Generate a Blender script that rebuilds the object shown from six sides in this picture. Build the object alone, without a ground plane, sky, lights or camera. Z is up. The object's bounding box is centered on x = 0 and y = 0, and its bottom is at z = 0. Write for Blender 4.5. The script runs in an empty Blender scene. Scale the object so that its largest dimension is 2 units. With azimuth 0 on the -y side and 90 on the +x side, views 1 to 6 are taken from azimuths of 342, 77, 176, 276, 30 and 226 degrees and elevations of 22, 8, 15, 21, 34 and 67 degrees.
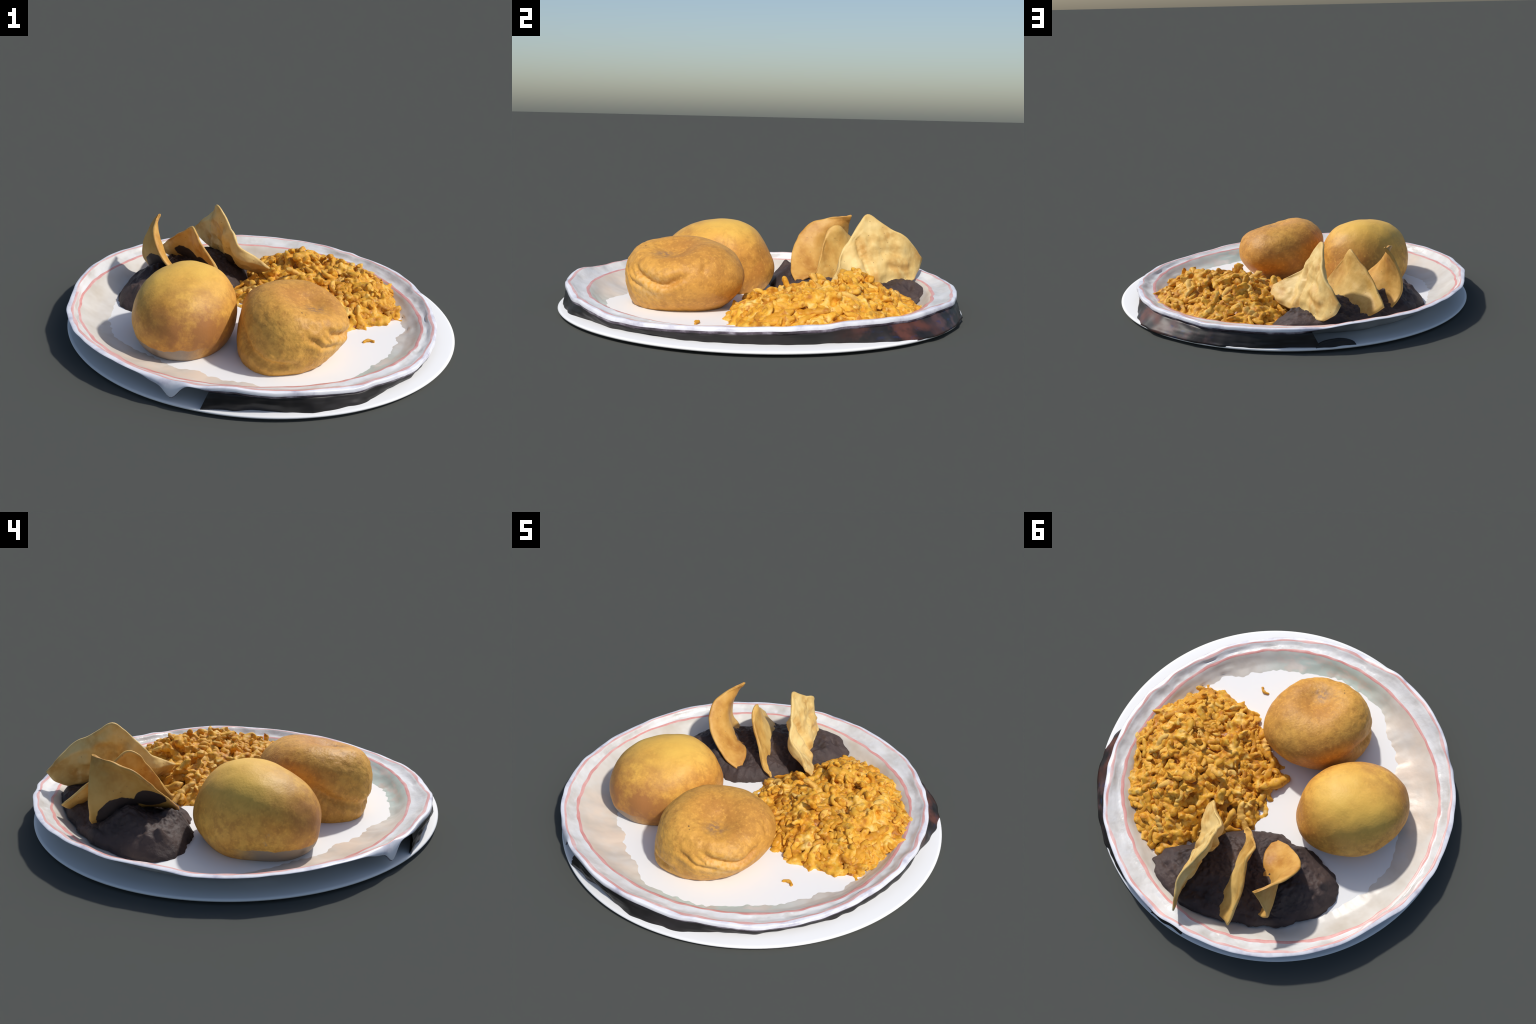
"""A plate of food: white paper plate under a pink-striped dish, two fried bread
rolls, a heap of cheesy noodles, a smear of mashed black beans and three chips."""
import bpy, bmesh, math
import numpy as np
from mathutils import Vector, Matrix

rng = np.random.default_rng(7)
TAU = 2 * math.pi

# ------------------------------------------------------------------ noise
def _hash(ix, iy, iz, seed):
    h = (ix * 374761393 + iy * 668265263 + iz * 2147483647 + seed * 1274126177) & 0xFFFFFFFF
    h = ((h ^ (h >> 13)) * 1274126177) & 0xFFFFFFFF
    h = ((h ^ (h >> 16)) * 2246822519) & 0xFFFFFFFF
    return ((h ^ (h >> 15)) & 0xFFFFFF) / float(0xFFFFFF) * 2 - 1

def noise(P, scale, seed=0):
    """smooth value noise in -1..1 at the points P (n,3)"""
    P = np.asarray(P, float) * scale
    i = np.floor(P).astype(np.int64)
    f = P - i
    f = f * f * f * (f * (f * 6 - 15) + 10)
    out = np.zeros(len(P))
    for dx in (0, 1):
        wx = f[:, 0] if dx else 1 - f[:, 0]
        for dy in (0, 1):
            wy = f[:, 1] if dy else 1 - f[:, 1]
            for dz in (0, 1):
                wz = f[:, 2] if dz else 1 - f[:, 2]
                out += wx * wy * wz * _hash(i[:, 0] + dx, i[:, 1] + dy, i[:, 2] + dz, seed)
    return out

def fractal(P, scale, octaves=4, seed=0, gain=.5):
    out, a = 0, 1.0
    for k in range(octaves):
        out = out + a * noise(P, scale * 2 ** k, seed + 17 * k)
        a *= gain
    return out

def smoothstep(a, b, x):
    t = np.clip((x - a) / (b - a), 0, 1)
    return t * t * (3 - 2 * t)

def harmonic(th, coef):
    """c0 + sum of c_k cos(k th) + s_k sin(k th)"""
    out = np.full_like(th, coef[0])
    for k in range(1, (len(coef) + 1) // 2):
        out = out + coef[2 * k - 1] * np.cos(k * th) + coef[2 * k] * np.sin(k * th)
    return out

def around(deg, table):
    """periodic smooth-linear interpolation of (degrees, value) pairs"""
    t = sorted(table)
    x = np.array([a for a, _ in t], float); y = np.array([b for _, b in t], float)
    return np.interp(deg, np.r_[x - 360, x, x + 360], np.r_[y, y, y])

def catmull(P, n):
    """n points along a Catmull-Rom curve through P (k,d), P may carry extra axes"""
    P = np.asarray(P, float)
    k = len(P)
    Q = np.concatenate([[2 * P[0] - P[1]], P, [2 * P[-1] - P[-2]]])
    t = np.linspace(0, k - 1, n)
    i = np.minimum(t.astype(int), k - 2)
    f = (t - i).reshape((-1,) + (1,) * (P.ndim - 1))
    a, b, c, d = Q[i], Q[i + 1], Q[i + 2], Q[i + 3]
    return .5 * (2 * b + (c - a) * f + (2 * a - 5 * b + 4 * c - d) * f ** 2 + (3 * b - a - 3 * c + d) * f ** 3)

# ------------------------------------------------------------------ mesh helpers
def mesh_object(name, verts, faces, material, parent=None, smooth=True):
    me = bpy.data.meshes.new(name)
    me.from_pydata([tuple(v) for v in np.asarray(verts, float)], [], [tuple(int(i) for i in f) for f in faces])
    me.update()
    if smooth:
        me.polygons.foreach_set("use_smooth", [True] * len(me.polygons))
    me.materials.append(material)
    ob = bpy.data.objects.new(name, me)
    bpy.context.scene.collection.objects.link(ob)
    if parent:
        ob.parent = parent
    return ob

def grid_faces(rows, cols, wrap_cols=False, wrap_rows=False):
    F = []
    for i in range(rows if wrap_rows else rows - 1):
        for j in range(cols if wrap_cols else cols - 1):
            a, b = i, (i + 1) % rows
            c, d = j, (j + 1) % cols
            F.append((a * cols + c, a * cols + d, b * cols + d, b * cols + c))
    return F

def vertex_normals(V, F):
    V = np.asarray(V); F = np.asarray(F)
    n = np.cross(V[F[:, 2]] - V[F[:, 0]], V[F[:, 3]] - V[F[:, 1]])
    N = np.zeros_like(V)
    for k in range(4):
        np.add.at(N, F[:, k], n)
    return N / np.maximum(np.linalg.norm(N, axis=1, keepdims=True), 1e-12)

def split_object(name, V, F, keep, N, material, parent):
    """the faces F[keep] as an object of its own with the whole surface's normals"""
    F = np.asarray(F)[keep]
    used, inv = np.unique(F, return_inverse=True)
    ob = mesh_object(name, V[used], inv.reshape(F.shape), material, parent)
    ob.data.normals_split_custom_set_from_vertices([tuple(n) for n in N[used]])
    return ob

def apply_modifiers(ob):
    dg = bpy.context.evaluated_depsgraph_get()
    me = bpy.data.meshes.new_from_object(ob.evaluated_get(dg), depsgraph=dg)
    ob.modifiers.clear()
    ob.data = me
    return ob

def describe(ob, label, category):
    ob["label"] = label
    ob["category"] = category

# ------------------------------------------------------------------ materials
class Mat:
    """small node-graph helper around one Principled BSDF"""
    def __init__(self, name, rough=.5, spec=.4):
        self.m = bpy.data.materials.new(name)
        self.m.use_nodes = True
        self.t = self.m.node_tree
        self.b = self.t.nodes["Principled BSDF"]
        self.b.inputs["Roughness"].default_value = rough
        self.b.inputs["Specular IOR Level"].default_value = spec
        self.co = self.t.nodes.new("ShaderNodeTexCoord").outputs["Object"]

    def link(self, a, b):
        self.t.links.new(a, b)

    def noise(self, scale, detail=4, rough=.55, stretch=None, offset=None, distort=0):
        n = self.t.nodes.new("ShaderNodeTexNoise")
        n.inputs["Scale"].default_value = scale
        n.inputs["Detail"].default_value = detail
        n.inputs["Roughness"].default_value = rough
        n.inputs["Distortion"].default_value = distort
        mp = self.t.nodes.new("ShaderNodeMapping")
        if stretch: mp.inputs["Scale"].default_value = stretch
        if offset: mp.inputs["Location"].default_value = offset
        self.link(self.co, mp.inputs["Vector"])
        self.link(mp.outputs[0], n.inputs["Vector"])
        return n.outputs["Fac"]

    def voronoi(self, scale, feature="F1"):
        n = self.t.nodes.new("ShaderNodeTexVoronoi")
        n.feature = feature
        n.inputs["Scale"].default_value = scale
        self.link(self.co, n.inputs["Vector"])
        return n.outputs["Distance"]

    def ramp(self, fac, *stops):
        r = self.t.nodes.new("ShaderNodeValToRGB")
        e = r.color_ramp.elements
        while len(e) < len(stops): e.new(.5)
        for k, (p, c) in zip(e, stops):
            k.position = p
            k.color = (*c, 1) if isinstance(c, tuple) else (c, c, c, 1)
        self.link(fac, r.inputs[0])
        return r.outputs[0]

    def mix(self, fac, a, b, mode="MIX"):
        n = self.t.nodes.new("ShaderNodeMix")
        n.data_type = "RGBA"; n.blend_type = mode
        for sock, v in ((n.inputs[0], fac), (n.inputs[6], a), (n.inputs[7], b)):
            if hasattr(v, "is_output"): self.link(v, sock)
            elif isinstance(v, tuple): sock.default_value = (*v, 1)
            else: sock.default_value = v
        return n.outputs[2]

    def math(self, op, a, b=0.0, clamp=False):
        n = self.t.nodes.new("ShaderNodeMath")
        n.operation = op; n.use_clamp = clamp
        for sock, v in ((n.inputs[0], a), (n.inputs[1], b)):
            if hasattr(v, "is_output"): self.link(v, sock)
            else: sock.default_value = v
        return n.outputs[0]

    def near(self, point, inner, outer, stretch=(1, 1, 1)):
        """mask: 1 within inner of the point, 0 beyond outer"""
        s = self.t.nodes.new("ShaderNodeVectorMath"); s.operation = "SUBTRACT"
        self.link(self.co, s.inputs[0]); s.inputs[1].default_value = point
        m = self.t.nodes.new("ShaderNodeVectorMath"); m.operation = "MULTIPLY"
        self.link(s.outputs[0], m.inputs[0]); m.inputs[1].default_value = stretch
        l = self.t.nodes.new("ShaderNodeVectorMath"); l.operation = "LENGTH"
        self.link(m.outputs[0], l.inputs[0])
        r = self.t.nodes.new("ShaderNodeMapRange"); r.interpolation_type = "SMOOTHSTEP"
        self.link(l.outputs["Value"], r.inputs[0])
        for i, v in ((1, inner), (2, outer), (3, 1.0), (4, 0.0)): r.inputs[i].default_value = v
        return r.outputs[0]

    def axis(self, k, lo, hi):
        x = self.t.nodes.new("ShaderNodeSeparateXYZ"); self.link(self.co, x.inputs[0])
        r = self.t.nodes.new("ShaderNodeMapRange"); self.link(x.outputs[k], r.inputs[0])
        for i, v in ((1, lo), (2, hi), (3, 0.0), (4, 1.0)): r.inputs[i].default_value = v
        return r.outputs[0]

    def random(self):
        return self.t.nodes.new("ShaderNodeObjectInfo").outputs["Random"]

    def colour(self, c):
        if hasattr(c, "is_output"): self.link(c, self.b.inputs["Base Color"])
        else: self.b.inputs["Base Color"].default_value = (*c, 1)

    def bump(self, height, strength, dist):
        n = self.t.nodes.new("ShaderNodeBump")
        n.inputs["Strength"].default_value = strength
        n.inputs["Distance"].default_value = dist
        self.link(height, n.inputs["Height"])
        self.link(n.outputs[0], self.b.inputs["Normal"])

# plate -------------------------------------------------------------
m = Mat("white_paper", rough=.6, spec=.25); m.colour((.875, .875, .87)); PAPER = m.m

m = Mat("glazed_rim", rough=.3, spec=.45)
c = m.ramp(m.noise(7, 3), (.3, (.58, .55, .51)), (.5, (.74, .73, .71)), (.72, (.82, .82, .82)))
c = m.mix(m.ramp(m.noise(22, 2, offset=(3, 1, 0)), (.6, 0.0), (.8, .6)), c, (.86, .86, .89))
m.colour(c); m.bump(m.noise(25, 3), .25, .01); GLAZE = m.m

m = Mat("glazed_well", rough=.35, spec=.4)
c = m.ramp(m.noise(6, 3), (.3, (.60, .54, .46)), (.55, (.72, .68, .62)), (.75, (.76, .74, .70)))
teal = m.math("MULTIPLY", m.near((.22, -.72, .05), .15, .5), m.ramp(m.noise(9, 3, stretch=(1, 1, 3)), (.38, 0.0), (.52, .9)))
c = m.mix(teal, c, (.55, .67, .62))
tan = m.math("MULTIPLY", m.near((-.55, -.45, .05), .2, .55), m.ramp(m.noise(5, 3, offset=(5, 0, 0)), (.35, 0.0), (.6, .9)))
c = m.mix(tan, c, (.80, .66, .53))
m.colour(c); m.bump(m.noise(14, 3), .2, .01); WELL = m.m

m = Mat("pink_stripe", rough=.35, spec=.4)
m.colour(m.ramp(m.noise(14, 3), (.3, (.78, .46, .42)), (.5, (.74, .36, .33)), (.7, (.68, .29, .26)))); PINK = m.m
m = Mat("faded_pink_stripe", rough=.35, spec=.4)
m.colour(m.ramp(m.noise(9, 3), (.3, (.80, .68, .66)), (.45, (.77, .48, .45)), (.66, (.72, .37, .34)))); PALE_PINK = m.m

m = Mat("lip_glaze", rough=.3, spec=.5)
c = m.ramp(m.noise(11, 4), (.30, (.52, .50, .60)), (.44, (.76, .75, .81)), (.56, (.86, .86, .90)))  # glossy bluish-white highlight of the rounded lip painted into its colour
m.colour(c); LIP = m.m
m = Mat("lip_painted_shadow", rough=.45, spec=.4)
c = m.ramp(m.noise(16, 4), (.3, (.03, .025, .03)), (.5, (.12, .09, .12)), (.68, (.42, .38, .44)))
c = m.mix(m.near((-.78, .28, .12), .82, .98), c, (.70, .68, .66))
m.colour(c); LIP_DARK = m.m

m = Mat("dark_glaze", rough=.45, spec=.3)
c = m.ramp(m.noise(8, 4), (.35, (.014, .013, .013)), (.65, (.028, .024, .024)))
red = m.math("MULTIPLY", m.near((.88, .44, .05), .10, .36), m.ramp(m.noise(7, 4, offset=(1, 4, 2)), (.45, 0.0), (.60, .9)))  # reddish and blue reflections on the skirt, painted as colour patches
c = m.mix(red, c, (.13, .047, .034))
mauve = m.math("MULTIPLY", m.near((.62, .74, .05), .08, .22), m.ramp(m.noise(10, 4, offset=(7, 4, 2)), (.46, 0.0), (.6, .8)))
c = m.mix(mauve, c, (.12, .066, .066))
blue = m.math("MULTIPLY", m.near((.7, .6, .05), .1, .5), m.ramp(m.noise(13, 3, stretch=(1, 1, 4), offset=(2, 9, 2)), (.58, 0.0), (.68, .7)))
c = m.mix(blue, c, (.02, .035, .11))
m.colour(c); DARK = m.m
m = Mat("shell_underside", rough=.6, spec=.2); m.colour(m.ramp(m.noise(6, 3), (.35, (.30, .29, .28)), (.65, (.48, .46, .44)))); UNDER = m.m

# bread ------------------------------------------------------------
def bread(name, crown, body, brown, extra=None, seed=0.0, grain=.35):
    m = Mat(name, rough=.5, spec=.3)
    big = m.noise(3.2, 3, offset=(seed, seed, 0))
    c = m.ramp(big, (.32, brown), (.47, body), (.62, crown))
    mott = m.noise(26, 5, rough=.65, offset=(seed, 2, 1))
    c = m.mix(m.ramp(mott, (.38, .55), (.56, 0.0)), c, tuple(.80 * v for v in brown))
    c = m.mix(m.ramp(m.noise(60, 4, rough=.6), (.52, 0.0), (.72, .5)), c, tuple(min(1, 1.2 * v) for v in crown))
    if extra: c = extra(m, c)
    m.colour(c)
    m.bump(m.math("ADD", m.noise(90, 4), m.math("MULTIPLY", m.noise(22, 3), .8)), grain, .006)
    return m.m

def roll_smooth(m, c):
    top = m.math("MULTIPLY", m.near((-.47, -.10, .45), .14, .36), m.ramp(m.noise(5, 3), (.25, .4), (.6, 1.0)))
    c = m.mix(top, c, (.83, .50, .095))
    brown = m.math("MULTIPLY", m.near((-.46, -.42, .12), .10, .36, (1, 1, .9)), m.ramp(m.noise(8, 5, rough=.65), (.36, .1), (.56, 1.0)))
    c = m.mix(brown, c, (.40, .17, .05))
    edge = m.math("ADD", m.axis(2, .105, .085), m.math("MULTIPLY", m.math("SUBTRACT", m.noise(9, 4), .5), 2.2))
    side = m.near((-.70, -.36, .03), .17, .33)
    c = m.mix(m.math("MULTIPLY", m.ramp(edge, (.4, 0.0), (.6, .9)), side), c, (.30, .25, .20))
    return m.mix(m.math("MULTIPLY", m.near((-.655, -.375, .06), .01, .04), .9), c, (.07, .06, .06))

def roll_wrinkled(m, c):
    scar = m.math("MULTIPLY", m.near((.10, -.49, .31), .0, .085), m.ramp(m.noise(38, 4), (.42, 0.0), (.6, 1.0)))
    c = m.mix(scar, c, (.26, .15, .10))
    pale = m.math("MULTIPLY", m.near((.2, -.58, .16), .05, .16, (1, 1, 1.6)), m.ramp(m.noise(45, 4), (.4, 0.0), (.62, .8)))
    c = m.mix(pale, c, (.78, .47, .17))
    for p in ((.035, -.58, .32), (.0, -.57, .31), (.014, -.585, .31)):
        c = m.mix(m.near(p, .002, .007), c, (.10, .05, .03))
    return c

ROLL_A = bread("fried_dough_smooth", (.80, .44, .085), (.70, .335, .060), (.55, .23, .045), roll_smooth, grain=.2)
ROLL_B = bread("fried_dough_wrinkled", (.76, .40, .078), (.67, .325, .060), (.54, .24, .048), roll_wrinkled, 4.0)

# chips --------------------------------------------------------------
def chip_mat(name, light, body, toasted, smear=None, seed=0.0):
    m = Mat(name, rough=.5, spec=.3)
    c = m.ramp(m.noise(7, 4, offset=(seed, 0, 0)), (.34, toasted), (.5, body), (.66, light))
    c = m.mix(m.ramp(m.noise(28, 4, offset=(0, seed, 0)), (.5, 0.0), (.72, .5)), c, light)
    c = m.mix(m.ramp(m.voronoi(30), (.045, 1.0), (.075, 0.0)), c, (.22, .10, .05))
    if smear: c = smear(m, c)
    m.colour(c); m.bump(m.noise(30, 4), .4, .006)
    return m.m
BEAN = (.052, .038, .036)
def smear_beans(points):
    def f(m, c):
        for p, r0, r1 in points:
            k = m.math("ADD", m.near(p, r0, r1), m.math("MULTIPLY", m.math("SUBTRACT", m.noise(14, 4), .5), .9))
            c = m.mix(m.ramp(k, (.44, 0.0), (.52, 1.0)), c, BEAN)
        return c
    return f
for key, name, tones, seed, dabs in (
        ("A", "corn_chip_pale", ((.82, .61, .26), (.75, .51, .18), (.60, .34, .095)), 0.0, [((-.15, .68, .11), .06, .15), ((-.06, .58, .12), .04, .10)]),
        ("B", "corn_chip_golden", ((.76, .51, .17), (.68, .41, .11), (.54, .28, .06)), 3.0, [((-.30, .56, .13), .06, .13), ((-.22, .44, .12), .05, .11)]),
        ("C", "corn_chip_toasted", ((.70, .42, .12), (.62, .33, .075), (.48, .22, .045)), 6.0, [((-.49, .46, .10), .10, .15), ((-.45, .34, .18), .06, .10)])):
    globals()["CHIP_" + key] = chip_mat(name, *tones, None, seed)
    globals()["CHIP_%s_BACK" % key] = chip_mat(name + "_bean_smeared", *tones, smear_beans(dabs), seed)

# beans --------------------------------------------------------------
m = Mat("mashed_black_beans", rough=.6, spec=.25)
c = m.ramp(m.noise(6, 4), (.3, (.042, .031, .030)), (.5, (.066, .047, .044)), (.7, (.092, .064, .057)))
c = m.mix(m.ramp(m.noise(45, 4), (.58, 0.0), (.75, .6)), c, (.105, .074, .064))
m.colour(c); m.bump(m.noise(45, 5), .45, .01); BEANS = m.m

# noodles --------------------------------------------------------------
def noodle_mat(name, per_object):
    m = Mat(name, rough=.55, spec=.25)
    c = m.ramp(m.noise(16, 4, rough=.6), (.32, (.46, .17, .014)), (.44, (.68, .31, .023)), (.55, (.78, .42, .045)), (.70, (.84, .57, .18)))
    if per_object:
        c = m.mix(.6, c, m.ramp(m.random(), (0., (.50, .20, .015)), (.3, (.68, .32, .025)), (.75, (.79, .43, .055)), (1., (.83, .55, .16))))
    c = m.mix(m.ramp(m.noise(48, 3, offset=(1, 6, 2)), (.56, 0.0), (.72, .5)), c, (.86, .62, .24))  # pale highlights tinted onto the strands as streaks
    c = m.mix(m.ramp(m.noise(30, 4, offset=(4, 0, 0)), (.34, .8), (.43, 0.0)), c, (.44, .15, .015))
    c = m.mix(m.ramp(m.noise(10, 2, offset=(9, 3, 0)), (.74, 0.0), (.78, .8)), c, (.75, .14, .02))
    m.colour(c); m.bump(m.noise(55, 4), .4, .006)
    m.b.inputs["Subsurface Weight"].default_value = .0
    return m.m
NOODLE = noodle_mat("cheesy_noodle", True)
NOODLE_MASS = noodle_mat("cheesy_noodle_mass", False)
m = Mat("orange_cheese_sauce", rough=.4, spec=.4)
m.colour(m.ramp(m.noise(18, 4), (.3, (.24, .07, .010)), (.5, (.40, .14, .014)), (.7, (.56, .23, .02)))); m.bump(m.noise(50, 4), .5, .008); SAUCE = m.m  # darker orange-brown than the strands, so the gaps between them read as dark pits

# =================================================================== PLATE
DISC_TOP = .024
plate = bpy.data.objects.new("dinner_plate", None)
bpy.context.scene.collection.objects.link(plate)
describe(plate, "white round plate with pink striped wavy raised rim", "plate")

# flat white disc below: lathe profile, underside curving in to a smaller foot
prof = [(0, DISC_TOP), (.5, DISC_TOP), (.9, DISC_TOP), (.976, DISC_TOP), (.987, DISC_TOP - .0015), (.991, DISC_TOP - .006),
        (.987, DISC_TOP - .012), (.965, .006), (.93, .001), (.9, 0), (.5, 0), (0, 0)]
n = 256
th = np.arange(n) / n * TAU
V = np.concatenate([np.c_[1.008 * r * np.cos(th), .997 * r * np.sin(th), np.full(n, z)] for r, z in prof[1:-1]])
F = grid_faces(len(prof) - 2, n, wrap_cols=True)
F = [f[::-1] for f in F]
V = np.vstack([V, [[0, 0, DISC_TOP], [0, 0, 0]]])
k = len(prof) - 3
F += [(len(V) - 2, j, (j + 1) % n) for j in range(n)] + [(len(V) - 1, k * n + (j + 1) % n, k * n + j) for j in range(n)]
disc = mesh_object("base_disc", V, F, PAPER, plate)
disc.data.shade_smooth() if hasattr(disc.data, "shade_smooth") else None

# dish shell: slightly tilted, off centre, wavy
RIM_R = (.9543, -.0467, .0145, -.0041, .0075, .0002, -.0021, .0001, .0010, -.0017, -.0002, .0016, .0027)
RIM_Z = (.1087, -.0248, .0123, -.0005, -.0003, .0062, .0055)
RING_R = (.8669, -.0559, .0126, .0088, -.0030, -.0035, -.0024, -.0026, .0023, -.0034, .0008, -.0009, -.0025)
RING_Z = (.0915, -.0121, .0083, -.0049, .0007, .0012, .0017)
FLOOR_R = [(-180, .735), (-167, .72), (-150, .67), (-141, .69), (-134, .66), (-126, .69), (-112, .70), (-105, .75), (-100, .775), (-86, .76),
           (-75, .775), (-61, .745), (-40, .765), (-34, .752), (-22, .782), (-10, .775), (40, .76), (90, .75), (140, .73), (166, .735)]
SKIRT_R = [(-121, .984), (-108, .928), (-94, .966), (-85, .957), (-77, .945), (-68, .905), (-57, .90), (-46, .88), (-32, .888), (-20, .875),
           (-5, .885), (8, .882), (16, .925), (25, .975), (32, 1.0), (46, .999), (57, .993), (74, .982), (83, .965), (92, .978), (104, .975)]
# where the rim flares up or sags (degrees, metres)
RIM_FLARES = [(-180, .002), (-165, .012), (-150, .016), (-138, .010), (-120, .004), (-114, .012), (-104, .004), (-95, .008), (-82, -.003), (-74, .004), (-62, -.009), (-45, -.006),
              (-25, .001), (10, .004), (30, .004), (48, .009), (62, .008), (78, .002), (95, .009), (112, .008), (130, -.003), (160, .002)]
RIM_SPREAD = [(-100, .008), (-60, .0), (15, .003), (40, .004), (60, .004), (90, .003), (125, .0), (180, -.004)]
OFF = (-.047, .0145)

def wave(th, freq, seed):
    return noise(np.c_[np.cos(th) * freq, np.sin(th) * freq, np.zeros_like(th)], 1, seed)

n = 540
th = -math.pi + np.arange(n) / n * TAU
deg = np.degrees(th)
R = harmonic(th, RIM_R) + .006 * wave(th, 4, 1) + .004 * wave(th, 11, 2) + around(deg, RIM_SPREAD)
skirted = smoothstep(-126, -118, deg) * (1 - smoothstep(84, 96, deg))
Z = harmonic(th, RIM_Z) + .005 * wave(th, 4, 3) + .003 * wave(th, 11, 4) + .012 * skirted + around(deg, RIM_FLARES)
Rr, Zr = harmonic(th, RING_R), harmonic(th, RING_Z)
fl = around(deg, FLOOR_R) + .006 * wave(th, 8, 5)
ragged = .010 * wave(th, 12, 5) + .008 * wave(th, 34, 10)
# floor radius measured from the dish centre -> from the origin along this azimuth
Rf = fl + OFF[0] * np.cos(th) + OFF[1] * np.sin(th)
drip = np.exp(-((deg + 131) / 2.6) ** 2) + .30 * np.exp(-((deg + 136) / 3.5) ** 2)
rows = []          # (r, z, part)
wob = .004 * wave(th, 16, 8)
w1, w2 = .0075 + .002 * wave(th, 14, 6), .0065 + .003 * wave(th, 14, 7)
Rg = Rf + ragged
rows.append((Rf - .10, np.full(n, .004)))
rows.append((Rf - .04, np.full(n, .014)))
rows.append((Rg - .001, np.full(n, DISC_TOP - .001)))
rows.append((Rf + .018 + .7 * ragged, np.full(n, DISC_TOP + .004)))
WN = 8
for i in range(3, WN):
    f = i / WN
    r = Rf + .5 * ragged * (1 - f) ** 4 + (Rr - .012 - Rf) * f
    z = DISC_TOP + (Zr - .003 - DISC_TOP) * (.75 * f ** 2 + .25 * f)
    rows.append((r, z + .006 * math.sin(math.pi * f) * wave(th, 9, 11 + i // 3)))
i_s1 = len(rows)
rows.append((Rr - w1 + wob, Zr - .002)); rows.append((Rr + wob, Zr)); rows.append((Rr + w1 + wob, Zr + .001))
i_rim = len(rows) - 1
edge = .024 + .006 * wave(th, 8, 9)
for g in (.15, .32, .49, .66, .83):          # the broad rim, dished a little between the stripes
    a, b = Rr + w1 + wob, R - edge - w2
    rows.append((a + (b - a) * g, Zr + .001 + (Z - .003 - Zr) * g - .006 * math.sin(math.pi * g) + .004 * math.sin(math.pi * g) * wave(th, 14, 20 + int(g * 10))))
i_s2 = len(rows)
rows.append((R - edge - w2, Z - .002)); rows.append((R - edge + w2, Z - .0005))
i_lip = len(rows) - 1
dz = lambda a: Z - a - drip * .066 * np.clip(a / .006, .25, 1.05)
rows.append((R - .006, Z - .0015 - .018 * drip))
rows.append((R, dz(.004)))
rows.append((R + .001 * skirted, dz(.006) - .012 * skirted))
i_dark = len(rows) - 1
rows.append((R - .003, dz(.007) - .020 * skirted))
rows.append((R - .007, dz(.008) - .026 * skirted))
i_under = len(rows) - 1
for r, z in rows[i_lip - 1:3:-1]:          # underside: the upper surface again, a little lower
    rows.append((r, z - .006))
rows.append((Rf - .02, np.full(n, .008)))
V = np.concatenate([np.c_[r * np.cos(th), r * np.sin(th), z] for r, z in rows])
F = np.array([f[::-1] for f in grid_faces(len(rows), n, wrap_cols=True)])
row_of = np.repeat(np.arange(len(rows) - 1), n)
N = -vertex_normals(V, F) if False else vertex_normals(V, F)
F = np.array(F)
up = N[i_rim * n:(i_rim + 1) * n, 2].mean()
if up < 0:
    F = F[:, ::-1]; N = -N
for name, a, b, mat in (("well", 0, i_s1, WELL), ("stripe", i_s1, i_rim, PINK), ("rim", i_rim, i_s2, GLAZE), ("stripe", i_s2, i_lip, PALE_PINK),
                        ("lip", i_lip, i_dark, LIP), ("lip_painted_shadow", i_dark, i_under, LIP_DARK), ("underside", i_under, len(rows), UNDER)):
    split_object(name, V, F, (row_of >= a) & (row_of < b), N, mat, plate)

# dark skirt hanging from the lip down to the disc on one side
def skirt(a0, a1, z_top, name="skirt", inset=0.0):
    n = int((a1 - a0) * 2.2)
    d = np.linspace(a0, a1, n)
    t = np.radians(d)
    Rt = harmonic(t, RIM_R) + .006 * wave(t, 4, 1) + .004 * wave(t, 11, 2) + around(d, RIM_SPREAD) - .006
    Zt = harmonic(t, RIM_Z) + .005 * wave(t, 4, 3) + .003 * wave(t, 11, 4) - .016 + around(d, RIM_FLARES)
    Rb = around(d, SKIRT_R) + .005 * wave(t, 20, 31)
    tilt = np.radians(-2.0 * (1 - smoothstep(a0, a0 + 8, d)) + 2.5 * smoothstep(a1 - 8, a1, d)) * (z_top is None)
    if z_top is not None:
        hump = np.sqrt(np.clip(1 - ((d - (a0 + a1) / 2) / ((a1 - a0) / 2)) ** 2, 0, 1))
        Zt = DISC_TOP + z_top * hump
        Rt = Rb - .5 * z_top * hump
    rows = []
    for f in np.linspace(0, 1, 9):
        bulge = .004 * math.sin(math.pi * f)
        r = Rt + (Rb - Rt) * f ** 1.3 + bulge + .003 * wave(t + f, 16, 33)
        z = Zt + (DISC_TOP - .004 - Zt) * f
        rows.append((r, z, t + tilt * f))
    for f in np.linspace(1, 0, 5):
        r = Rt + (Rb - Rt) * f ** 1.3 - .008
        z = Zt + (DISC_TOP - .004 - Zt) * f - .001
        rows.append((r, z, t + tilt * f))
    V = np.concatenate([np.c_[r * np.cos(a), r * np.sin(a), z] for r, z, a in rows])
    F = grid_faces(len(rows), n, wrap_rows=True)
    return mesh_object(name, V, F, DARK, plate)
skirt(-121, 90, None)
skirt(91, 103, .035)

# =================================================================== BREAD ROLLS
def rotation(a):
    return np.array((Matrix.Rotation(a[2], 3, 'Z') @ Matrix.Rotation(a[1], 3, 'Y') @ Matrix.Rotation(a[0], 3, 'X')))

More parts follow.
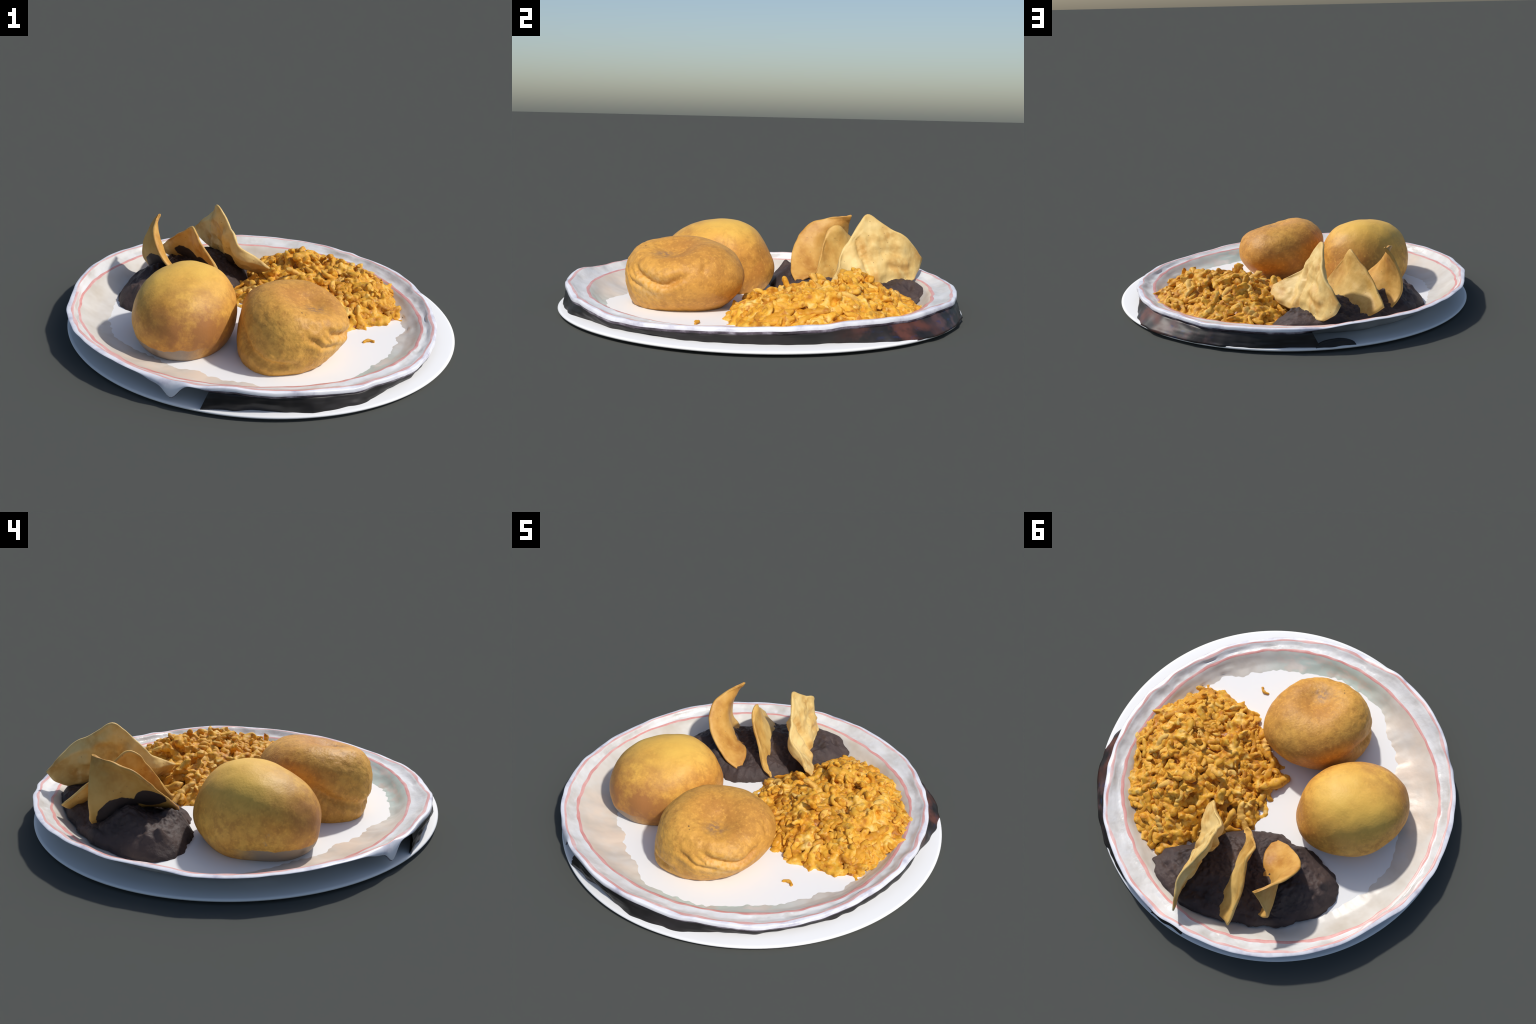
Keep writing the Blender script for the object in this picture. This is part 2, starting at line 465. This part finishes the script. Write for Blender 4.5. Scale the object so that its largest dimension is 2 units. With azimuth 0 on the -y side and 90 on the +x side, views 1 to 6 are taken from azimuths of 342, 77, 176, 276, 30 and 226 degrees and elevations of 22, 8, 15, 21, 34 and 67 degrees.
def superellipsoid(centre, tilt, a, b, top, bottom, p, q, taper, lean=(0, 0), egg=0, level=7):
    """points of a tapered superellipsoid seen from its centre, with outward directions"""
    bm = bmesh.new()
    bmesh.ops.create_icosphere(bm, subdivisions=level, radius=1)
    D = np.array([v.co for v in bm.verts]); F = [[v.index for v in f.verts] for f in bm.faces]
    bm.free()
    def field(P):
        s = 1 + taper * P[:, 2]
        low = .5 * (P[:, 2] - np.sqrt(P[:, 2] ** 2 + .05 ** 2))                   # the foot leans sideways under the bulge
        x, y = P[:, 0] - lean[0] * low, P[:, 1] - lean[1] * low
        h = (np.abs(x / (a * s)) ** p + np.abs(y / (b * s * (1 + egg * x / a))) ** p) ** (1 / p)
        return (h ** q + np.abs(P[:, 2] / np.where(P[:, 2] > 0, top, bottom)) ** q) ** (1 / q)
    lo, hi = np.zeros(len(D)), np.full(len(D), 1.0)
    for _ in range(30):
        mid = (lo + hi) / 2
        inside = field(D * mid[:, None]) < 1
        lo, hi = np.where(inside, mid, lo), np.where(inside, hi, mid)
    M = rotation(tilt)
    return (D * lo[:, None]) @ M.T + np.array(centre), D @ M.T, F

def groove(V, N, line, width, depth, lip=.35):
    """press a soft crease along a polyline, raising a small lip beside it"""
    L = catmull(line, 10 * len(line))
    L = np.array([V[np.argmin(((V - p) ** 2).sum(1))] for p in L])
    d = np.full(len(V), 9.0); s = np.zeros(len(V))
    for i, p in enumerate(L):
        e = np.linalg.norm(V - p, axis=1)
        s = np.where(e < d, i / (len(L) - 1), s); d = np.minimum(d, e)
    ends = smoothstep(0, .18, s) * (1 - smoothstep(.82, 1, s))
    g = -depth * np.exp(-(d / width) ** 2) + lip * depth * np.exp(-((d - 2.3 * width) / (1.2 * width)) ** 2)
    return V + N * (g * ends)[:, None]

def lump(V, N, at, radius, height):
    d = np.linalg.norm(V - np.array(at), axis=1)
    return V + N * (height * np.exp(-(d / radius) ** 2))[:, None]

def flatten_bottom(V, z):
    V = V.copy(); low = V[:, 2] < z
    V[low, 2] = z - (z - V[low, 2]) * .05
    return V

V, D, F = superellipsoid((-.452, -.147, .126), (.211, -.218, .921), .298, .247, .264, .197, 2.048, 2.125, .393, (-.43, -.007))
V = V + D * (.005 * fractal(V, 6, 3, 40))[:, None]
V = lump(V, D, (-.50, -.42, .12), .07, -.008)
V = lump(V, D, (-.66, .02, .10), .14, .014)
V = lump(V, D, (-.45, -.15, .40), .15, -.006)
V = flatten_bottom(V, DISC_TOP)
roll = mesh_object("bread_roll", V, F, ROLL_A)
describe(roll, "smooth round golden fried bread roll", "bread roll")

V, D, F = superellipsoid((.036, -.382, .135), (-.090, .117, -.617), .258, .293, .224, .223, 1.806, 2.102, .885, (.317, .556), -.002)
dent = np.exp(-((V[:, 0] - .078) ** 2 + (V[:, 1] + .452) ** 2) / .118 ** 2) * smoothstep(.15, .25, V[:, 2])
V[:, 2] -= .064 * dent
V = groove(V, D, [(.08, -.64, .255), (.15, -.63, .21), (.19, -.607, .194), (.222, -.574, .178), (.25, -.53, .168), (.265, -.49, .172), (.274, -.45, .192), (.287, -.37, .212)], .017, .023, .15)
V = groove(V, D, [(-.255, -.36, .20), (-.25, -.43, .178), (-.247, -.49, .14), (-.212, -.566, .115), (-.16, -.61, .092), (-.09, -.643, .085), (-.02, -.66, .09)], .020, .020, .15)
V = groove(V, D, [(-.008, -.65, .219), (.037, -.663, .205), (.069, -.668, .181), (.096, -.667, .161), (.123, -.66, .150), (.17, -.64, .138), (.21, -.60, .13)], .013, .012, .15)
V = groove(V, D, [(.08, -.651, .224), (.116, -.653, .198), (.143, -.646, .178)], .010, .008, .15)
V = groove(V, D, [(.225, -.28, .30), (.262, -.30, .27), (.274, -.323, .245), (.28, -.34, .2)], .014, .006, .1)
V = V + D * (.005 * fractal(V, 7, 3, 50) + .0025 * fractal(V, 26, 3, 51) * smoothstep(-.35, -.55, V[:, 1]))[:, None]
V = flatten_bottom(V, DISC_TOP)
roll = mesh_object("bread_roll", V, F, ROLL_B)
describe(roll, "wrinkled golden fried bread roll with dimpled top", "bread roll")

# =================================================================== PLATE HEIGHT (for food lying on it)
def plate_height(x, y):
    t = np.arctan2(y, x); r = np.hypot(x, y)
    rr, zr = harmonic(t, RING_R), harmonic(t, RING_Z)
    rf = around(np.degrees(t), FLOOR_R) + OFF[0] * np.cos(t) + OFF[1] * np.sin(t)
    return DISC_TOP + (zr - DISC_TOP) * np.clip((r - rf) / (rr - rf), 0, 1.3)

def heap_outline(points, centre):
    P = np.array(points) - centre
    return [(math.degrees(math.atan2(y, x)), math.hypot(x, y)) for x, y in P]

def disc_grid(centre, outline, rings, spokes, jitter=0.0, seed=0):
    """polar grid filling an outline: returns x, y, rho (0 centre..1 edge)"""
    t = np.arange(spokes) / spokes * TAU
    Ro = around((np.degrees(t) + 180) % 360 - 180, outline) * (1 + jitter * wave(t, 9, seed) + .5 * jitter * wave(t, 22, seed + 1))
    rho = np.linspace(0, 1, rings) ** .8
    x = centre[0] + rho[:, None] * Ro * np.cos(t); y = centre[1] + rho[:, None] * Ro * np.sin(t)
    return x.ravel(), y.ravel(), np.repeat(rho, spokes)

# =================================================================== NOODLE HEAP
NC = np.array((.36, .22))
NOODLE_EDGE = heap_outline([(.70, -.19), (.62, -.215), (.53, -.238), (.374, -.268), (.26, -.215), (.143, -.123), (.0, -.100), (-.03, -.02), (-.04, .09), (-.10, .16), (-.085, .28),
                            (.03, .42), (.09, .60), (.17, .74), (.25, .73), (.307, .713), (.43, .67), (.52, .62), (.64, .47), (.765, .30), (.79, .092), (.75, -.06)], NC)
def noodle_rho(x, y):
    d = np.degrees(np.arctan2(y - NC[1], x - NC[0]))
    return np.hypot(x - NC[0], y - NC[1]) / around(d, NOODLE_EDGE)
NOODLE_PEAKS = [(.34, .379, .062, .062), (.48, .28, .14, .014), (.60, .08, .10, .015), (.63, -.07, .10, .012), (.08, .03, .13, -.030), (.35, -.10, .08, -.008)]
def noodle_height(x, y):
    rho = np.clip(noodle_rho(x, y), 0, 1.2)
    h = .143 * np.clip(1 - rho ** 2.3, 0, 1) ** .85 * (1 + .8 * np.clip(.8 * (x - .34) + .35 * (y - .18), -.35, .2))
    for px, py, r, a in NOODLE_PEAKS:
        h = h + a * np.exp(-((x - px) ** 2 + (y - py) ** 2) / r ** 2)
    P = np.c_[x, y, np.zeros_like(x)]
    return plate_height(x, y) + h + .014 * noise(P, 11, 60) * np.clip(1.1 - rho, 0, 1)

def noodle_shape(r, length, width):
    """one curled strand as a closed tube, lying in its own xy plane"""
    k, ring = 11, 8
    s = np.linspace(-.5, .5, k)
    bend = r.normal(0, 1.3); twist = r.normal(0, .9)
    ang = bend * s * 2 + r.normal(0, .8) * s ** 2 * 3
    step = length / (k - 1)
    x = np.cumsum(np.cos(ang)) * step; y = np.cumsum(np.sin(ang)) * step
    z = .22 * length * twist * (s ** 2 - .08) + r.normal(0, .05) * length * s
    C = np.c_[x - x.mean(), y - y.mean(), z]
    T = np.gradient(C, axis=0); T /= np.linalg.norm(T, axis=1, keepdims=True)
    B = np.cross(T, [0, 0, 1]); B /= np.linalg.norm(B, axis=1, keepdims=True)
    U = np.cross(B, T)
    w = width * (.55 + .45 * np.sqrt(np.clip(1 - (2 * s) ** 4, 0, 1))) * (1 + .25 * r.normal(size=k) * .6)
    w[0] *= .4; w[-1] *= .4
    flat = r.uniform(.5, .85)
    roll = r.normal(0, .5) * s * 3 + r.normal(0, .5)
    V = []
    for i in range(k):
        a = np.arange(ring) / ring * TAU
        ca, sa = np.cos(a) * w[i], np.sin(a) * w[i] * flat
        cr, sr = math.cos(roll[i]), math.sin(roll[i])
        V.append(C[i] + np.outer(ca * cr - sa * sr, B[i]) + np.outer(ca * sr + sa * cr, U[i]))
    V = np.concatenate(V)
    F = [f for f in grid_faces(k, ring, wrap_cols=True)]
    V = np.vstack([V, C[0] - T[0] * w[0] * .5, C[-1] + T[-1] * w[-1] * .5])
    F += [(len(V) - 2, (j + 1) % ring, j) for j in range(ring)] + [(len(V) - 1, (k - 1) * ring + j, (k - 1) * ring + (j + 1) % ring) for j in range(ring)]
    return V, F

def surface_frame(x, y, height):
    e = .02
    X, Y = np.array([x, x + e, x - e, x, x]), np.array([y, y, y, y + e, y - e])
    h = height(X, Y)
    nrm = np.array([-(h[1] - h[2]) / (2 * e), -(h[3] - h[4]) / (2 * e), 1]); nrm /= np.linalg.norm(nrm)
    return np.array([x, y, h[0]]), nrm

def place(pos, nrm, spin, lean, r):
    t = np.array([math.cos(spin), math.sin(spin), 0]); t -= nrm * (t @ nrm); t /= np.linalg.norm(t)
    b = np.cross(nrm, t)
    M = Matrix(((t[0], b[0], nrm[0]), (t[1], b[1], nrm[1]), (t[2], b[2], nrm[2]))).to_4x4()
    M = M @ Matrix.Rotation(lean[0], 4, 'X') @ Matrix.Rotation(lean[1], 4, 'Y')
    M.translation = Vector(pos)
    return M

def scatter(r, count, edge_bias):
    out = []
    while len(out) < count:
        x, y = r.uniform(-.13, .85), r.uniform(-.32, .80)
        rho = float(noodle_rho(np.array([x]), np.array([y]))[0])
        if rho < .965:
            if (x - .025) ** 2 + (y + .379) ** 2 < .27 ** 2: continue
            out.append((x, y, rho))
    return out

shapes = [noodle_shape(rng, L, w) for L, w in zip(rng.uniform(.075, .17, 24), rng.uniform(.0135, .021, 24))]

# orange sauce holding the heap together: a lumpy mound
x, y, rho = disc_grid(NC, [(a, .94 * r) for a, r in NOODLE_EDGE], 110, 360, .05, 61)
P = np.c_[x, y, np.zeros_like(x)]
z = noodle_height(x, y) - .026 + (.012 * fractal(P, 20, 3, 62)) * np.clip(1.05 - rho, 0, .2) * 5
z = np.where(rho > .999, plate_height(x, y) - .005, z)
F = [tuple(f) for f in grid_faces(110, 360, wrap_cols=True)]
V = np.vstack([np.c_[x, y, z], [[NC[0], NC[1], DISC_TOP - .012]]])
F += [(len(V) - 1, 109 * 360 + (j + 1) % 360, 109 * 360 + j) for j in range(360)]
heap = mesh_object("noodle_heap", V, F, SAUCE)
describe(heap, "heap of yellow cheesy curled noodle shreds", "noodles")

# the mass of strands, fused by melted cheese into clumps
x, y, rho = disc_grid(NC, NOODLE_EDGE, 120, 360, .04, 61)
P = np.c_[x, y, np.zeros_like(x)]
warp = np.c_[noise(P, 8, 66), noise(P, 8, 67), np.zeros_like(x)] * .05
ridge = 1 - np.minimum(np.abs(noise(P + warp, 12, 68)) * 2.6, 1.3)
ridge2 = 1 - np.minimum(np.abs(noise(P - warp, 18, 69)) * 2.4, 1.3)
z = noodle_height(x, y) - .047 + .034 * np.maximum(ridge, .8 * ridge2)
z = np.where(rho > .99, plate_height(x, y) - .005, z)
V = [np.c_[x, y, z], np.array([[NC[0], NC[1], DISC_TOP - .01]])]
F = [tuple(f) for f in grid_faces(120, 360, wrap_cols=True)] + [(len(x), 119 * 360 + (k + 1) % 360, 119 * 360 + k) for k in range(360)]
count = len(x) + 1
for x, y, rho in scatter(rng, 300, 0):
    sv, sf = shapes[rng.integers(len(shapes))]
    pos, nrm = surface_frame(x, y, noodle_height)
    M = place(pos - nrm * rng.uniform(.008, .028), nrm, rng.uniform(0, TAU), (rng.normal(0, .4), rng.normal(0, .45) * (1 - rho ** 4)), rng)
    sv = sv * rng.uniform(.95, 1.4)
    V.append(sv @ np.array(M.to_3x3()).T + np.array(M.translation))
    F += [tuple(int(i) + count for i in f) for f in sf]
    count += len(sv)
mass = mesh_object("noodle_clumps", np.vstack(V), F, NOODLE_MASS, heap)
md = mass.modifiers.new("fuse", "REMESH"); md.mode = 'VOXEL'; md.voxel_size = .0048; md.use_smooth_shade = True
md = mass.modifiers.new("soften", "SMOOTH"); md.factor = .5; md.iterations = 4
apply_modifiers(mass)
co = np.array([v.co for v in mass.data.vertices]); co += .006 * np.c_[noise(co, 42, 63), noise(co, 42, 64), noise(co, 42, 65)]
co[:, 2] = np.maximum(co[:, 2], DISC_TOP - .008)
mass.data.vertices.foreach_set('co', co.ravel()); mass.data.update()
mass.data.materials.clear(); mass.data.materials.append(NOODLE_MASS)
mass.data.polygons.foreach_set("use_smooth", [True] * len(mass.data.polygons))
mass["kind"] = "stuff"

protos = []
for sv, sf in shapes:
    me = bpy.data.meshes.new("noodle")
    me.from_pydata([tuple(v) for v in sv], [], sf); me.update()
    bm = bmesh.new(); bm.from_mesh(me)
    bmesh.ops.subdivide_edges(bm, edges=bm.edges[:], cuts=1, use_grid_fill=True, smooth=.6)
    bmesh.ops.recalc_face_normals(bm, faces=bm.faces[:])
    bm.to_mesh(me); bm.free()
    co = np.array([v.co for v in me.vertices]); k = len(protos)
    co += .0035 * np.c_[noise(co, 45, 100 + k), noise(co, 55, 130 + k), noise(co, 55, 160 + k)]
    me.vertices.foreach_set('co', co.ravel()); me.update()
    me.polygons.foreach_set("use_smooth", [True] * len(me.polygons))
    me.materials.append(NOODLE)
    protos.append(me)
for x, y, rho in scatter(rng, 230, 1):
    pos, nrm = surface_frame(x, y, noodle_height)
    M = place(pos + nrm * rng.uniform(-.026, -.008), nrm, rng.uniform(0, TAU), (rng.normal(0, .25), rng.normal(0, .22) * (1 - rho ** 4)), rng)
    ob = bpy.data.objects.new("noodle", protos[rng.integers(len(protos))])
    bpy.context.scene.collection.objects.link(ob)
    ob.parent = heap
    M = M @ Matrix.Scale(rng.uniform(.85, 1.35), 4)
    low = min((M @ v.co).z for v in ob.data.vertices)
    M.translation.z += max(0, DISC_TOP - .006 - low)
    ob.matrix_world = M

# lone crumb on the plate floor
sv, sf = noodle_shape(np.random.default_rng(5), .070, .0085)
crumb = mesh_object("noodle_crumb", sv + np.array([.44, -.385, DISC_TOP + .005]), sf, NOODLE)
describe(crumb, "tiny yellow noodle crumb on the plate", "crumb")

# =================================================================== BEANS
BC = np.array((-.28, .53))
BEAN_EDGE = heap_outline([(.177, .777), (.19, .69), (.10, .58), (.02, .42), (-.10, .29), (-.17, .235), (-.225, .20), (-.337, .185), (-.428, .145), (-.50, .15), (-.565, .165), (-.65, .19),
                          (-.70, .262), (-.69, .363), (-.63, .495), (-.515, .63), (-.40, .71), (-.278, .786), (-.14, .842), (-.01, .845), (.10, .83)], BC)
BEAN_PEAKS = [(.05, .745, .070, .030), (-.585, .28, .06, .035), (-.33, .53, .08, -.035), (-.40, .26, .06, .02), (-.15, .61, .08, .018), (-.08, .74, .07, .018), (-.50, .42, .09, .060), (-.61, .34, .09, .025), (-.225, .205, .02, .012), (-.25, .30, .06, -.03)]
def bean_height(x, y):
    d = np.degrees(np.arctan2(y - BC[1], x - BC[0]))
    rho = np.clip(np.hypot(x - BC[0], y - BC[1]) / around(d, BEAN_EDGE), 0, 1.2)
    h = .112 * np.clip(1 - rho ** 2.8, 0, 1) ** .65
    for px, py, r, a in BEAN_PEAKS:
        h = h + a * np.exp(-((x - px) ** 2 + (y - py) ** 2) / r ** 2) * np.clip(1.15 - rho, 0, 1) ** .3
    return plate_height(x, y) + h
x, y, rho = disc_grid(BC, BEAN_EDGE, 110, 420, .03, 71)
P = np.c_[x, y, np.zeros_like(x)]
fade = np.clip(1.02 - rho, 0, .25) * 4
z = bean_height(x, y) + fade * (.018 * fractal(P, 9, 3, 72) + .006 * np.abs(fractal(P, 22, 3, 73)) + .003 * fractal(P, 60, 2, 74))
# knobbly lumps where the mash was pushed about
for px, py, r, a in ((-.60, .27, .022, .022), (-.565, .245, .016, -.016), (-.63, .32, .02, .014), (-.60, .35, .018, -.010), (-.55, .30, .02, -.012), (.09, .75, .018, -.018), (.045, .74, .02, .012)):
    z = z + a * np.exp(-((x - px) ** 2 + (y - py) ** 2) / r ** 2)
z = np.where(rho > .999, plate_height(x, y) - .005, z)
V = np.vstack([np.c_[x, y, z], [[BC[0], BC[1], DISC_TOP - .012]]])
F = [tuple(f) for f in grid_faces(110, 420, wrap_cols=True)]
F += [(len(V) - 1, 109 * 420 + (j + 1) % 420, 109 * 420 + j) for j in range(420)]
beans = mesh_object("mashed_beans", V, F, BEANS)
describe(beans, "dark brown mound of mashed black beans", "beans")

# =================================================================== CHIPS
def chip(rows, material, back_material, label, thickness=.015, belly=0.0, seed=0, wrinkle=.004, creases=()):
    """a curled chip: a sheet through rows of control points, as a shell with round edges;
    belly swells the back of the sheet away from its edges"""
    rows = [catmull(r, 7) for r in rows]
    G = catmull(np.array(rows), 60)
    G = np.transpose(catmull(np.transpose(G, (1, 0, 2)), 48), (1, 0, 2))
    nr, nc = G.shape[:2]
    V = G.reshape(-1, 3)
    F = np.array(grid_faces(nr, nc))
    N = vertex_normals(V, F)
    if N[:, 0].mean() < 0:
        N = -N; F = F[:, ::-1]
    i, j = np.meshgrid(np.linspace(-1, 1, nr), np.linspace(-1, 1, nc), indexing="ij")
    edge = np.minimum(1 - np.abs(i), 1 - np.abs(j)).ravel()
    V = V + N * (wrinkle * fractal(V, 11, 3, 80 + seed) * smoothstep(0, .25, edge))[:, None]
    blister = np.clip(noise(V, 20, 85 + seed) - .25, 0, 1)
    V = V + N * (1.6 * wrinkle * blister * smoothstep(0, .2, edge))[:, None]
    V = V + .005 * np.c_[noise(V, 18, 90 + seed), noise(V, 18, 91 + seed), noise(V, 18, 92 + seed)] * (1 - smoothstep(0, .15, edge))[:, None]
    for line, width, depth in creases:
        V = groove(V, N, line, width, depth, .3)
    half = .5 * thickness * (.55 + .45 * np.sqrt(np.clip(edge / .07, 0, 1)))
    front = V + N * half[:, None]
    back = V - N * (half + belly * smoothstep(0, .5, edge) + .3 * wrinkle * noise(V, 14, 95 + seed) * smoothstep(0, .2, edge))[:, None]
    n = nr * nc
    rim = [k for k in range(nc)] + [k * nc + nc - 1 for k in range(1, nr)] + [(nr - 1) * nc + k for k in range(nc - 2, -1, -1)] + [k * nc for k in range(nr - 2, 0, -1)]
    faces = [tuple(f) for f in F] + [tuple(int(k) + n for k in f[::-1]) for f in F]
    faces += [(rim[k], rim[(k + 1) % len(rim)], rim[(k + 1) % len(rim)] + n, rim[k] + n) for k in range(len(rim))]
    ob = mesh_object("tortilla_chip", np.vstack([front, back]), faces, material)
    ob.data.materials.append(back_material)
    for k in range(len(F), 2 * len(F)):
        ob.data.polygons[k].material_index = 1
    bm = bmesh.new(); bm.from_mesh(ob.data)
    bmesh.ops.remove_doubles(bm, verts=bm.verts[:], dist=.0006)
    bmesh.ops.recalc_face_normals(bm, faces=bm.faces[:])
    bm.to_mesh(ob.data); bm.free()
    ob.data.polygons.foreach_set("use_smooth", [True] * len(ob.data.polygons))
    describe(ob, label, "tortilla chip")
    return ob

# each row runs from the chip's upper edge down to its lower edge
chip([[(.140, .330, .155), (.150, .345, .135), (.160, .360, .110)],
      [(.080, .372, .200), (.105, .400, .150), (.130, .430, .090)],
      [(-.018, .418, .261), (.030, .455, .170), (.080, .500, .080)],
      [(-.046, .485, .350), (-.003, .520, .210), (.050, .570, .080)],
      [(-.100, .579, .452), (-.035, .605, .265), (.012, .642, .085)],
      [(-.090, .676, .395), (-.048, .693, .245), (-.010, .720, .090)],
      [(-.080, .792, .333), (-.066, .793, .215), (-.044, .802, .095)],
      [(-.150, .912, .212), (-.125, .885, .160), (-.070, .845, .110)]], CHIP_A, CHIP_A_BACK, "large pale folded triangular corn tortilla chip", belly=.030, seed=1, wrinkle=.008,
     creases=[([(-.05, .49, .37), (-.025, .53, .26), (.02, .57, .15), (.05, .60, .09)], .016, .022), ([(-.06, .61, .24), (-.055, .68, .265), (-.06, .76, .235)], .018, .010),
              ([(-.05, .64, .17), (-.045, .72, .18), (-.05, .80, .16)], .016, .008), ([(-.07, .60, .34), (-.07, .68, .33)], .016, -.008)])
chip([[(-.078, .300, .078), (-.074, .305, .063), (-.070, .310, .048)],
      [(-.132, .313, .113), (-.112, .325, .088), (-.090, .335, .062)],
      [(-.176, .350, .209), (-.155, .370, .140), (-.130, .390, .075)],
      [(-.232, .385, .285), (-.203, .418, .190), (-.160, .447, .085)],
      [(-.257, .415, .350), (-.236, .474, .225), (-.182, .525, .090)],
      [(-.268, .469, .377), (-.266, .538, .240), (-.206, .600, .090)],
      [(-.304, .531, .331), (-.300, .597, .213), (-.240, .670, .090)],
      [(-.358, .640, .249), (-.342, .676, .172), (-.278, .728, .090)],
      [(-.389, .766, .148), (-.357, .756, .120), (-.302, .752, .090)]], CHIP_B, CHIP_B_BACK, "golden bubbly triangular corn tortilla chip", seed=2)
# curled backwards on both sides: upright edge, two inner points, long bowed edge
chip([[(-.423, .598, .414), (-.424, .597, .412), (-.426, .596, .412), (-.428, .595, .412)],
      [(-.455, .601, .375), (-.452, .575, .380), (-.458, .530, .385), (-.478, .470, .389)],
      [(-.490, .603, .320), (-.468, .540, .320), (-.458, .450, .325), (-.500, .370, .352)],
      [(-.515, .602, .250), (-.480, .515, .250), (-.437, .405, .250), (-.468, .298, .265)],
      [(-.520, .603, .190), (-.472, .510, .185), (-.400, .400, .185), (-.398, .258, .190)],
      [(-.495, .610, .130), (-.440, .505, .125), (-.345, .390, .135), (-.318, .238, .118)],
      [(-.450, .615, .080), (-.395, .500, .090), (-.272, .368, .118), (-.230, .250, .068)]], CHIP_C, CHIP_C_BACK, "toasted curled triangular corn tortilla chip", seed=3, wrinkle=.003)
